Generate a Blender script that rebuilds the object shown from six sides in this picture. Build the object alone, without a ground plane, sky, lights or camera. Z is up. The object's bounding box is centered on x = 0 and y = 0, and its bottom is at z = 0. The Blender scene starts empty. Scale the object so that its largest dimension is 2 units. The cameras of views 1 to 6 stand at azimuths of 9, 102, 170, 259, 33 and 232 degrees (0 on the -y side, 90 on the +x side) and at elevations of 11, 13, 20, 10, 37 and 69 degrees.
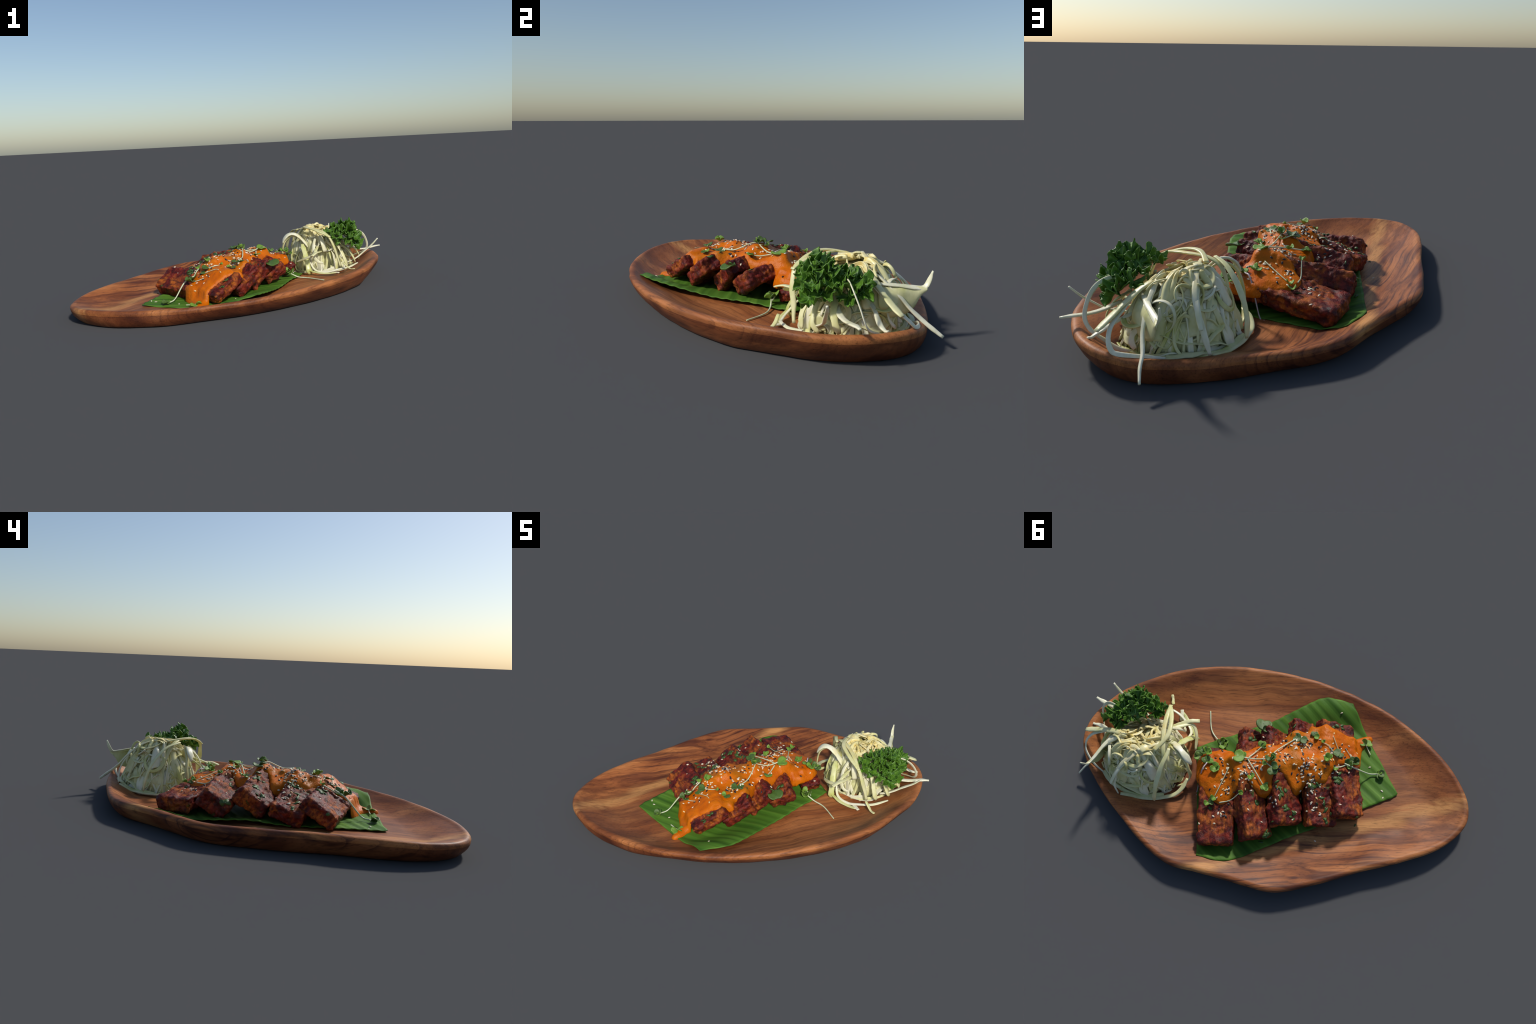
import bpy, bmesh, math, random
import numpy as np
from mathutils import Vector, Matrix, noise
from mathutils.bvhtree import BVHTree

rng = random.Random(7)
SC = bpy.context.scene.collection

# ------------------------------------------------------------------ helpers
# The food lies along its own axis: u runs along the banana leaf toward the
# cabbage, v runs across it.
def xy(u, v):
    return (0.6 * u + 0.8 * v, 0.8 * u - 0.6 * v)

U3, V3 = Vector((0.6, 0.8, 0)), Vector((0.8, -0.6, 0))

def mesh_from(name, verts, faces, mat=None, smooth=True):
    me = bpy.data.meshes.new(name)
    me.from_pydata([tuple(v) for v in verts], [], faces)
    me.validate()
    me.update()
    if mat:
        me.materials.append(mat)
    if smooth:
        me.polygons.foreach_set("use_smooth", [True] * len(me.polygons))
    return me

def add(name, me, parent=None):
    ob = bpy.data.objects.new(name, me)
    SC.objects.link(ob)
    if parent:
        ob.parent = parent
    return ob

def top(ob, label, category):
    ob["label"] = label
    ob["category"] = category
    return ob

def spline(pts, n, closed=False):
    """Catmull-Rom through the points, n samples spaced by chord length."""
    P = [np.array(p, float) for p in pts]
    m = len(P)
    out, segs = [], (m if closed else m - 1)
    fine = 14
    for i in range(segs):
        if closed:
            a, b, c, d = P[(i - 1) % m], P[i], P[(i + 1) % m], P[(i + 2) % m]
        else:
            b, c = P[i], P[i + 1]
            a = P[i - 1] if i > 0 else 2 * b - c
            d = P[i + 2] if i + 2 < m else 2 * c - b
        for k in range(fine):
            t = k / fine
            out.append(0.5 * (2 * b + (c - a) * t + (2 * a - 5 * b + 4 * c - d) * t * t + (3 * b - a - 3 * c + d) * t ** 3))
    out.append(P[0] if closed else P[-1])
    out = np.array(out)
    L = np.concatenate([[0], np.cumsum(np.linalg.norm(np.diff(out, axis=0), axis=1))])
    s = np.linspace(0, L[-1], n + 1)[:-1] if closed else np.linspace(0, L[-1], n)
    return np.stack([np.interp(s, L, out[:, j]) for j in range(out.shape[1])], 1)

def fbm(p, scale, octaves=3):
    return noise.fractal(Vector(p) * scale, 1.0, 2.0, octaves, noise_basis="PERLIN_ORIGINAL")

def smooth01(x):
    x = min(1, max(0, x))
    return x * x * (3 - 2 * x)

# ------------------------------------------------------------------ materials
class Mat:
    def __init__(self, name):
        self.m = bpy.data.materials.new(name)
        self.m.use_nodes = True
        self.t = self.m.node_tree
        self.b = self.t.nodes["Principled BSDF"]

    def node(self, kind, **kw):
        n = self.t.nodes.new(kind)
        for k, v in kw.items():
            if hasattr(n, k):
                setattr(n, k, v)
        return n

    def link(self, a, b):
        self.t.links.new(a, b)

    def coords(self, loc=(0, 0, 0), rot=(0, 0, 0), scale=(1, 1, 1), per_object=False):
        tc = self.node("ShaderNodeTexCoord")
        mp = self.node("ShaderNodeMapping")
        mp.inputs["Rotation"].default_value = rot
        mp.inputs["Scale"].default_value = scale
        mp.inputs["Location"].default_value = loc
        src = tc.outputs["Object"]
        if per_object:
            oi = self.node("ShaderNodeObjectInfo")
            ad = self.node("ShaderNodeVectorMath", operation="ADD")
            sc = self.node("ShaderNodeMath", operation="MULTIPLY")
            sc.inputs[1].default_value = 37.0
            self.link(oi.outputs["Random"], sc.inputs[0])
            self.link(src, ad.inputs[0])
            self.link(sc.outputs[0], ad.inputs[1])
            src = ad.outputs[0]
        self.link(src, mp.inputs["Vector"])
        return mp.outputs["Vector"]

    def noise(self, vec, scale, detail=4, rough=0.55, dist=0.0):
        n = self.node("ShaderNodeTexNoise")
        n.inputs["Scale"].default_value = scale
        n.inputs["Detail"].default_value = detail
        n.inputs["Roughness"].default_value = rough
        n.inputs["Distortion"].default_value = dist
        self.link(vec, n.inputs["Vector"])
        return n.outputs["Fac"]

    def ramp(self, fac, stops):
        r = self.node("ShaderNodeValToRGB")
        e = r.color_ramp.elements
        while len(e) < len(stops):
            e.new(0.5)
        for el, (p, c) in zip(e, stops):
            el.position = p
            el.color = (c, c, c, 1) if isinstance(c, (int, float)) else (*c, 1)
        self.link(fac, r.inputs["Fac"])
        return r.outputs["Color"]

    def mix(self, fac, a, b, mode="MIX"):
        n = self.node("ShaderNodeMix", data_type="RGBA", blend_type=mode)
        if isinstance(fac, (int, float)):
            n.inputs["Factor"].default_value = fac
        else:
            self.link(fac, n.inputs["Factor"])
        for s, i in ((a, 6), (b, 7)):
            if isinstance(s, tuple):
                n.inputs[i].default_value = (*s, 1)
            else:
                self.link(s, n.inputs[i])
        return n.outputs[2]

    def math(self, op, a, b=0.0, c=None):
        n = self.node("ShaderNodeMath", operation=op)
        for i, s in enumerate((a, b) if c is None else (a, b, c)):
            if isinstance(s, (int, float)):
                n.inputs[i].default_value = s
            else:
                self.link(s, n.inputs[i])
        return n.outputs[0]

    def color(self, c):
        if isinstance(c, tuple):
            self.b.inputs["Base Color"].default_value = (*c, 1)
        else:
            self.link(c, self.b.inputs["Base Color"])

    def bump(self, h, strength, dist=0.01):
        n = self.node("ShaderNodeBump")
        n.inputs["Strength"].default_value = strength
        n.inputs["Distance"].default_value = dist
        self.link(h, n.inputs["Height"])
        self.link(n.outputs[0], self.b.inputs["Normal"])

    def set(self, **kw):
        for k, v in kw.items():
            i = self.b.inputs[k.replace("_", " ")]
            if hasattr(v, "is_linked"):
                self.link(v, i)
            else:
                i.default_value = v
        return self

    def translucent(self, col, amount):
        out = self.t.nodes["Material Output"]
        tr = self.node("ShaderNodeBsdfTranslucent")
        if isinstance(col, tuple):
            tr.inputs["Color"].default_value = (*col, 1)
        else:
            self.link(col, tr.inputs["Color"])
        mx = self.node("ShaderNodeMixShader")
        mx.inputs[0].default_value = amount
        self.link(self.b.outputs[0], mx.inputs[1])
        self.link(tr.outputs[0], mx.inputs[2])
        self.link(mx.outputs[0], out.inputs["Surface"])

GRAIN = math.radians(53)

def wood_material(name="oiled_wood", tint=None):
    M = Mat(name)
    # texture space with x along the grain
    def along(sx, sy, sz, loc=(0, 0, 0)):
        tc = M.node("ShaderNodeTexCoord")
        a = M.node("ShaderNodeMapping", vector_type="TEXTURE")
        a.inputs["Rotation"].default_value = (0, 0, GRAIN)
        M.link(tc.outputs["Object"], a.inputs["Vector"])
        # bend the grain a little
        n = M.node("ShaderNodeTexNoise")
        n.inputs["Scale"].default_value = 1.5
        n.inputs["Detail"].default_value = 2
        M.link(tc.outputs["Object"], n.inputs["Vector"])
        s = M.node("ShaderNodeVectorMath", operation="SUBTRACT")
        s.inputs[1].default_value = (0.5, 0.5, 0.5)
        M.link(n.outputs["Color"], s.inputs[0])
        k = M.node("ShaderNodeVectorMath", operation="SCALE")
        k.inputs["Scale"].default_value = 0.16
        M.link(s.outputs[0], k.inputs[0])
        ad = M.node("ShaderNodeVectorMath", operation="ADD")
        M.link(a.outputs[0], ad.inputs[0])
        M.link(k.outputs[0], ad.inputs[1])
        b = M.node("ShaderNodeMapping")
        b.inputs["Scale"].default_value = (sx, sy, sz)
        b.inputs["Location"].default_value = loc
        M.link(ad.outputs[0], b.inputs["Vector"])
        return b.outputs[0]

    broad = M.noise(along(0.9, 4.5, 4.5), 1.0, 3, 0.5, 0.6)
    base = M.ramp(broad, [(0.3, (0.17, 0.05, 0.017)), (0.45, (0.32, 0.105, 0.032)), (0.6, (0.45, 0.168, 0.053)), (0.78, (0.31, 0.096, 0.031))])
    tc = M.node("ShaderNodeTexCoord")
    rot = M.node("ShaderNodeMapping", vector_type="TEXTURE")
    rot.inputs["Rotation"].default_value = (0, 0, GRAIN)
    M.link(tc.outputs["Object"], rot.inputs["Vector"])
    sep = M.node("ShaderNodeSeparateXYZ")
    M.link(rot.outputs[0], sep.inputs[0])
    across = M.math("MULTIPLY", sep.outputs["Y"], 1.0)      # = -v
    wob = M.noise(along(1.0, 2.0, 2.0, (5, 5, 0)), 2.0, 2)
    across = M.math("ADD", across, M.math("MULTIPLY", M.math("SUBTRACT", wob, 0.5), 0.18))
    side = M.node("ShaderNodeMapRange")
    side.inputs["From Min"].default_value = 0.22
    side.inputs["From Max"].default_value = 0.45
    side.inputs["To Min"].default_value = 0.4
    side.inputs["To Max"].default_value = 1.0
    M.link(across, side.inputs["Value"])
    # broad dark streaks and thin growth lines, strongest on the -v side
    streak = M.noise(along(0.7, 15, 15, (3, 1, 0)), 1.0, 3, 0.5, 0.7)
    smask = M.ramp(streak, [(0.47, 0.0), (0.62, 1.0)])
    col = M.mix(M.math("MULTIPLY", M.math("MULTIPLY", smask, side.outputs[0]), 0.95), base, (0.085, 0.024, 0.012))
    wv = M.node("ShaderNodeTexWave", wave_type="BANDS", bands_direction="Y", wave_profile="SAW")
    wv.inputs["Scale"].default_value = 1.0
    wv.inputs["Distortion"].default_value = 9.0
    wv.inputs["Detail"].default_value = 3.0
    wv.inputs["Detail Scale"].default_value = 0.9
    M.link(along(0.9, 9, 3), wv.inputs["Vector"])
    lines = M.ramp(wv.outputs["Fac"], [(0.72, 0.0), (0.93, 1.0)])
    brk = M.ramp(M.noise(along(1.2, 3, 3, (8, 2, 0)), 1.5, 2), [(0.42, 0.0), (0.6, 1.0)])
    col = M.mix(M.math("MULTIPLY", M.math("MULTIPLY", M.math("MULTIPLY", lines, brk), side.outputs[0]), 0.85), col, (0.07, 0.02, 0.013))
    # pale sapwood band that runs the length of the dish
    d = M.math("ABSOLUTE", M.math("SUBTRACT", M.math("ADD", across, M.math("MULTIPLY", sep.outputs["X"], -0.287)), 0.50))
    band = M.node("ShaderNodeMapRange")
    band.inputs["From Min"].default_value = 0.07
    band.inputs["From Max"].default_value = 0.02
    M.link(d, band.inputs["Value"])
    bandn = M.ramp(M.noise(along(1.0, 24, 24, (9, 0, 0)), 1.0, 3), [(0.38, 0.15), (0.52, 1.0)])
    col = M.mix(M.math("MULTIPLY", M.math("MULTIPLY", band.outputs[0], bandn), 0.95), col, (0.54, 0.255, 0.085))
    # dark heartwood patches
    patch = M.ramp(M.noise(along(1.1, 2.6, 2.6, (1.3, 4.0, 0)), 1.4, 3, 0.5, 0.8), [(0.55, 0.0), (0.72, 1.0)])
    col = M.mix(M.math("MULTIPLY", patch, 0.8), col, (0.085, 0.026, 0.015))
    # fine long grain
    hair = M.noise(along(3, 75, 75, (2, 7, 0)), 1.0, 4, 0.6)
    col = M.mix(0.6, col, M.ramp(hair, [(0.3, (0.66, 0.60, 0.57)), (0.5, (0.97, 0.97, 0.97)), (0.7, (1.12, 1.1, 1.06))]), "MULTIPLY")
    # fine pores
    pores = M.noise(along(14, 170, 170), 1.0, 3, 0.6)
    pm = M.ramp(pores, [(0.3, 0.38), (0.46, 1.0)])
    col = M.mix(0.75, col, pm, "MULTIPLY")
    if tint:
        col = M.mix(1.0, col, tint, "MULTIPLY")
    M.color(col)
    M.bump(pores, 0.15, 0.004)
    M.set(Roughness=0.5, Specular_IOR_Level=0.25)
    return M.m

def leaf_material():
    M = Mat("banana_leaf")
    tc = M.node("ShaderNodeTexCoord")
    rot = M.node("ShaderNodeMapping", vector_type="TEXTURE")
    rot.inputs["Rotation"].default_value = (0, 0, math.radians(8))
    M.link(tc.outputs["Object"], rot.inputs["Vector"])
    mp = M.node("ShaderNodeMapping")
    mp.inputs["Scale"].default_value = (0.6, 20, 0.2)
    M.link(rot.outputs[0], mp.inputs["Vector"])
    n1 = M.noise(mp.outputs[0], 1.0, 2)
    mp2 = M.node("ShaderNodeMapping")
    mp2.inputs["Scale"].default_value = (1.5, 120, 1)
    M.link(rot.outputs[0], mp2.inputs["Vector"])
    n2 = M.noise(mp2.outputs[0], 1.0, 2)
    c = M.ramp(n1, [(0.3, (0.038, 0.105, 0.010)), (0.5, (0.07, 0.17, 0.016)), (0.7, (0.125, 0.255, 0.03))])
    c = M.mix(0.35, c, M.ramp(n2, [(0.3, 0.6), (0.7, 1.0)]), "MULTIPLY")
    M.color(c)
    M.bump(n1, 0.3, 0.01)
    M.set(Roughness=0.6, Specular_IOR_Level=0.2)
    return M.m

def crust_material():
    M = Mat("spiced_crust")
    v = M.coords(per_object=True)
    big = M.noise(v, 9, 4, 0.6, 0.5)
    mid = M.noise(v, 32, 5, 0.65, 0.4)
    fine = M.noise(v, 160, 3, 0.6)
    crust = M.ramp(mid, [(0.3, (0.018, 0.003, 0.003)), (0.47, (0.085, 0.008, 0.006)), (0.66, (0.22, 0.024, 0.010))])
    orange = M.ramp(fine, [(0.3, (0.36, 0.075, 0.008)), (0.7, (0.56, 0.16, 0.014))])
    streaks = M.coords(scale=(70, 12, 40), per_object=True)
    st = M.noise(streaks, 1.0, 3, 0.5, 0.3)
    om = M.math("MULTIPLY", M.ramp(big, [(0.47, 0.0), (0.6, 1.0)]), M.ramp(st, [(0.4, 0.2), (0.6, 1.0)]))
    c = M.mix(M.math("MULTIPLY", om, 0.8), crust, orange)
    # charred spots
    ch = M.ramp(M.noise(v, 13, 4, 0.6, 0.2), [(0.31, 1.0), (0.42, 0.0)])
    c = M.mix(M.math("MULTIPLY", ch, 0.8), c, (0.018, 0.008, 0.009))
    # stuck herbs
    he = M.ramp(M.noise(v, 17, 3, 0.6, 0.6), [(0.66, 0.0), (0.71, 1.0)])
    hc = M.ramp(fine, [(0.35, (0.014, 0.028, 0.007)), (0.7, (0.07, 0.14, 0.02))])
    c = M.mix(M.math("MULTIPLY", he, 0.8), c, hc)
    # powdery pale spice grains
    gr = M.ramp(fine, [(0.58, 0.0), (0.74, 0.14)])
    c = M.mix(gr, c, (0.36, 0.13, 0.09))
    M.color(c)
    h = M.math("ADD", M.math("MULTIPLY", mid, 1.0), M.math("MULTIPLY", fine, 0.35))
    M.bump(h, 0.8, 0.009)
    M.set(Roughness=M.ramp(big, [(0.4, 0.42), (0.65, 0.72)]), Specular_IOR_Level=0.25)
    return M.m

def sauce_material():
    M = Mat("orange_sauce")
    v = M.coords()
    a = M.noise(v, 7, 3, 0.5, 0.4)
    b = M.noise(v, 75, 4, 0.6)
    c = M.ramp(a, [(0.3, (0.46, 0.085, 0.001)), (0.5, (0.56, 0.130, 0.002)), (0.7, (0.42, 0.125, 0.003))])
    c = M.mix(M.ramp(b, [(0.62, 0.0), (0.74, 0.6)]), c, (0.42, 0.06, 0.005))
    M.color(c)
    M.bump(M.math("ADD", b, M.noise(v, 26, 3)), 0.5, 0.007)
    M.set(Roughness=0.36, Specular_IOR_Level=0.17)
    return M.m

def cabbage_material(name, pale, green, trans):
    M = Mat(name)
    v = M.coords()
    n = M.noise(v, 11, 3, 0.5, 0.3)
    f = M.noise(M.coords(scale=(60, 60, 25)), 1.0, 3)
    c = M.ramp(n, [(0.32, green), (0.58, pale)])
    c = M.mix(0.35, c, M.ramp(f, [(0.3, 0.72), (0.6, 1.0)]), "MULTIPLY")
    # yellow dressing poured into the hollow at the top
    tc = M.node("ShaderNodeTexCoord")
    d = M.node("ShaderNodeVectorMath", operation="DISTANCE")
    d.inputs[1].default_value = (0.54, 0.53, 0.36)
    M.link(tc.outputs["Object"], d.inputs[0])
    dd = M.math("ADD", d.outputs["Value"], M.math("MULTIPLY", M.math("SUBTRACT", M.noise(v, 14, 3), 0.5), 0.22))
    ym = M.ramp(dd, [(0.09, 1.0), (0.22, 0.0)])
    M_y = M.ramp(M.noise(v, 30, 3), [(0.4, (0.85, 0.77, 0.40)), (0.68, (0.86, 0.62, 0.15))])
    c = M.mix(M.math("MULTIPLY", ym, 0.8), c, M_y)
    M.color(c)
    M.bump(f, 0.2, 0.004)
    M.set(Roughness=0.36)
    if trans:
        M.translucent((0.62, 0.66, 0.36), trans)
    return M.m

def simple_leaf(name, dark, light, scale, rough=0.4, trans=0.15, per_object=True):
    M = Mat(name)
    v = M.coords(per_object=per_object)
    c = M.ramp(M.noise(v, scale, 4, 0.6), [(0.32, dark), (0.66, light)])
    M.color(c)
    M.bump(M.noise(v, scale * 2, 3), 0.25, 0.004)
    M.set(Roughness=rough)
    if trans:
        M.translucent(light, trans)
    return M.m

def plain(name, c, rough=0.5, c2=None, scale=60):
    M = Mat(name)
    if c2:
        M.color(M.ramp(M.noise(M.coords(per_object=True), scale, 3), [(0.35, c), (0.65, c2)]))
    else:
        M.color(c)
    M.set(Roughness=rough)
    return M.m

WOOD = wood_material()
WOOD_OUT = wood_material("wood_outer_wall_darker", (0.52, 0.46, 0.52))  # same wood nodes multiplied by a darker, slightly purple tint, used on the outside of the dish
LEAF = leaf_material()
CRUST = crust_material()
SAUCE = sauce_material()
CAB = cabbage_material("cabbage_flesh", (0.82, 0.79, 0.44), (0.70, 0.68, 0.28), 0.12)  # cabbage colours lightened to carry baked-in brightness on the shaded side
CAB_G = cabbage_material("cabbage_green", (0.72, 0.72, 0.34), (0.54, 0.57, 0.14), 0.12)
CAB_W = cabbage_material("cabbage_rib", (0.88, 0.85, 0.64), (0.80, 0.78, 0.48), 0.08)
CAB_IN = cabbage_material("cabbage_inner", (0.72, 0.70, 0.40), (0.50, 0.50, 0.21), 0.0)
PARS = simple_leaf("parsley_leaf", (0.026, 0.09, 0.007), (0.15, 0.32, 0.03), 40, 0.45, 0.2)
PSTEM = plain("parsley_stem", (0.09, 0.22, 0.04), 0.4, (0.16, 0.30, 0.07))
SPROUT = simple_leaf("sprout_leaf", (0.10, 0.21, 0.02), (0.27, 0.45, 0.06), 30, 0.42, 0.15)
SPROUT_D = simple_leaf("sprout_leaf_dark", (0.03, 0.06, 0.012), (0.11, 0.20, 0.03), 40, 0.4, 0.05)
STALK = plain("sprout_stalk", (0.62, 0.66, 0.46), 0.4, (0.50, 0.56, 0.32))
STALK_P = plain("sprout_stalk_purple", (0.42, 0.30, 0.36), 0.4, (0.60, 0.54, 0.5))
WHITE = plain("white_sesame", (0.68, 0.56, 0.36), 0.4, (0.78, 0.70, 0.55), 30)
TAN = plain("toasted_sesame", (0.72, 0.45, 0.15), 0.4, (0.78, 0.60, 0.30), 30)
BLACK = plain("black_sesame", (0.010, 0.010, 0.014), 0.35, (0.022, 0.02, 0.024), 30)
HERB = simple_leaf("chopped_herb", (0.010, 0.026, 0.007), (0.075, 0.16, 0.025), 70, 0.42, 0.0)

# ------------------------------------------------------------------ platter
# rim crest: x, y, height
RIM = [
    (0.763, -0.181, 0.131), (0.689, -0.283, 0.127), (0.610, -0.370, 0.122), (0.510, -0.475, 0.118), (0.399, -0.571, 0.114), (0.281, -0.662, 0.110),
    (0.153, -0.744, 0.106), (0.016, -0.813, 0.104), (-0.132, -0.879, 0.102), (-0.301, -0.921, 0.100), (-0.481, -0.949, 0.101), (-0.583, -0.951, 0.101),
    (-0.693, -0.945, 0.101), (-0.790, -0.921, 0.101), (-0.892, -0.877, 0.100), (-0.966, -0.797, 0.098), (-0.990, -0.682, 0.100), (-0.990, -0.610, 0.103),
    (-0.977, -0.515, 0.106), (-0.943, -0.404, 0.110), (-0.905, -0.298, 0.113), (-0.865, -0.197, 0.111), (-0.823, -0.097, 0.110), (-0.790, 0.009, 0.108),
    (-0.755, 0.112, 0.107), (-0.716, 0.212, 0.107), (-0.648, 0.371, 0.106), (-0.601, 0.432, 0.106), (-0.539, 0.483, 0.105), (-0.474, 0.531, 0.105),
    (-0.410, 0.582, 0.104), (-0.328, 0.652, 0.104), (-0.249, 0.724, 0.102), (-0.192, 0.781, 0.101), (-0.131, 0.822, 0.099), (-0.053, 0.849, 0.098),
    (0.023, 0.864, 0.097), (0.105, 0.877, 0.096), (0.196, 0.886, 0.096), (0.287, 0.894, 0.096), (0.386, 0.899, 0.096), (0.455, 0.896, 0.097),
    (0.551, 0.895, 0.100), (0.648, 0.881, 0.102), (0.731, 0.864, 0.116), (0.794, 0.839, 0.128), (0.841, 0.809, 0.134), (0.885, 0.760, 0.136),
    (0.922, 0.691, 0.138), (0.950, 0.607, 0.139), (0.963, 0.530, 0.139), (0.966, 0.458, 0.140), (0.967, 0.386, 0.140), (0.959, 0.320, 0.140),
    (0.936, 0.225, 0.140), (0.913, 0.129, 0.140), (0.881, 0.040, 0.136), (0.826, -0.073, 0.133)]
FLOOR = 0.034

def spine_point(x, y):
    a, b = np.array((-0.46, -0.44)), np.array((0.50, 0.42))
    t = np.clip(np.dot((np.array((x, y)) - a), b - a) / np.dot(b - a, b - a), 0, 1)
    return a + (b - a) * t

def build_platter():
    N = 320
    ring = spline(RIM, N, closed=True)
    for _ in range(24):
        ring = (np.roll(ring, 1, 0) + 2 * ring + np.roll(ring, -1, 0)) / 4
    for p in ring:      # the salad end is a touch fuller
        k = smooth01((p[0] - .6) / .2) * smooth01((p[1] - .25) / .2)
        c = spine_point(p[0], p[1])
        p[:2] += (p[:2] - c) / np.linalg.norm(p[:2] - c) * (.005 + .009 * k + .007 * smooth01((-p[0] - .75) / .2) - .009 * smooth01((p[1] - .45) / .3) * smooth01((.55 - p[0]) / .3))
    verts, rings = [], 0
    # base inset: the foot tucks in at both tips and on the +x side
    insets = []
    for x, y, h in ring:
        c = spine_point(x, y)
        d = np.array((x, y)) - c
        d /= np.linalg.norm(d)
        east = smooth01((d[0] - 0.2) / 0.7)
        tip = smooth01((-d[0] - 0.3) / 0.6)
        tipx = smooth01((-d[0] * .8 - d[1] * .6 - .6) / .3)
        south = smooth01((-d[1] - 0.45) / 0.45) * (1 - smooth01((x + 0.1) / 0.5))
        bulge = 0.005 * (1 - east) + 0.002 * south
        foot = 0.018 + 0.058 * east + 0.04 * tip
        se = smooth01((d[0] * 0.8 - d[1] * 0.6 - 0.3) / 0.5) * smooth01((x + 0.1) / 0.4)
        nw = smooth01((-d[0] * 0.8 + d[1] * 0.6 - 0.3) / 0.5)
        sw = smooth01((-d[0] * 0.6 - d[1] * 0.8 - 0.6) / 0.3) * smooth01((-x - 0.4) / 0.3)
        insets.append((foot, bulge, 0.22 + 0.08 * se + 0.02 * nw + 0.06 * sw, 0.1 + 0.5 * max(.55 * se, nw, sw)))
    prof_n = 0
    layers = []
    def layer(fn):
        row = []
        for (x, y, h), b in zip(ring, insets):
            c = spine_point(x, y)
            d = c - np.array((x, y))
            L = np.linalg.norm(d)
            inset, z = fn(h, b, L)
            p = np.array((x, y)) + d / L * min(inset, L * 0.97)
            row.append((p[0], p[1], z))
        layers.append(row)
    layer(lambda h, b, L: (L * 0.97, 0.004))
    layer(lambda h, b, L: (L * 0.6, 0.003))
    layer(lambda h, b, L: (b[0] + 0.05, 0.001))
    layer(lambda h, b, L: (b[0] + 0.012, 0.0))
    for t in (0.0, .06, .2, .38, .56, .74, .88):
        def outer(h, b, L, t=t):
            return b[0] * (1 - t) ** 1.6 - b[1] * math.sin(math.pi * min(1, t * 1.08)) ** .8 + 0.002 * (t == 0), 0.003 + (h - 0.018) * t
        layer(outer)
    layer(lambda h, b, L: (0.0 - b[1] * .12, h - 0.014))
    layer(lambda h, b, L: (0.002, h - 0.006))
    layer(lambda h, b, L: (0.008, h + .001))
    layer(lambda h, b, L: (0.019, h + .004))
    layer(lambda h, b, L: (0.032, h + .003))
    layer(lambda h, b, L: (0.042, h - 0.003))
    for k in range(1, 17):
        t = k / 16
        def inner(h, b, L, t=t):
            w = min(b[2], L * 0.9)
            steep = 0.7 * (1 - t) ** 2.5 + 0.3 * (1 - smooth01(t))
            broad = 0.25 * (1 - t) ** 1.5 + 0.75 * (1 - smooth01(t))
            f = steep + (broad - steep) * b[3]
            return 0.042 + (w - 0.042) * t, FLOOR + (h - 0.003 - FLOOR) * f
        layer(inner)
    layer(lambda h, b, L: (b[2] + (L - b[2]) * 0.45 if L > b[2] + .02 else L * 0.94, FLOOR - 0.001))
    layer(lambda h, b, L: (L * 0.97, FLOOR - 0.002))
    nl = len(layers)
    for li, row in enumerate(layers):
        for (x, y, z) in row:
            # hand-carved unevenness of wall and rim
            if z > 0.006:
                w = 0.0025 * fbm((x, y, z * 2), 5, 2)
                z += w
                c = spine_point(x, y)
                dx, dy = x - c[0], y - c[1]
                L = math.hypot(dx, dy) + 1e-6
                k = 0.003 * fbm((x, y, z * 3 + 4), 7, 2) / L
                x, y = x + dx * k, y + dy * k
            verts.append((x, y, z))
    faces = []
    for l in range(nl - 1):
        for i in range(N):
            j = (i + 1) % N
            faces.append((l * N + i, l * N + j, (l + 1) * N + j, (l + 1) * N + i))
    me_faces = faces
    bm = bmesh.new()
    bv = [bm.verts.new(v) for v in verts]
    for f in me_faces:
        bm.faces.new([bv[i] for i in f])
    for l in (0, nl - 1):
        bm.faces.new([bv[l * N + i] for i in range(N)])
    bmesh.ops.recalc_face_normals(bm, faces=bm.faces)
    bm.faces.ensure_lookup_table()
    for k, f in enumerate(bm.faces):
        f.smooth = True
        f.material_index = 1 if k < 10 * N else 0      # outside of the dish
    me = bpy.data.meshes.new("wooden_platter")
    bm.to_mesh(me)
    bm.free()
    me.materials.append(WOOD)
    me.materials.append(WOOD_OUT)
    ob = add("wooden_platter", me)
    return top(ob, "long asymmetric shallow carved wooden serving platter, reddish brown", "platter")

platter = build_platter()

def bvh_of(obs):
    V, F = [], []
    for o in obs:
        off = len(V)
        V += [o.matrix_world @ v.co for v in o.data.vertices]
        F += [tuple(i + off for i in p.vertices) for p in o.data.polygons]
    return BVHTree.FromPolygons(V, F)

def drop(tree, x, y, default=FLOOR):
    hit = tree.ray_cast(Vector((x, y, 2.0)), Vector((0, 0, -1)))
    return (hit[0].z, hit[1]) if hit[0] is not None else (default, Vector((0, 0, 1)))

PLATE = bvh_of([platter])

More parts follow.
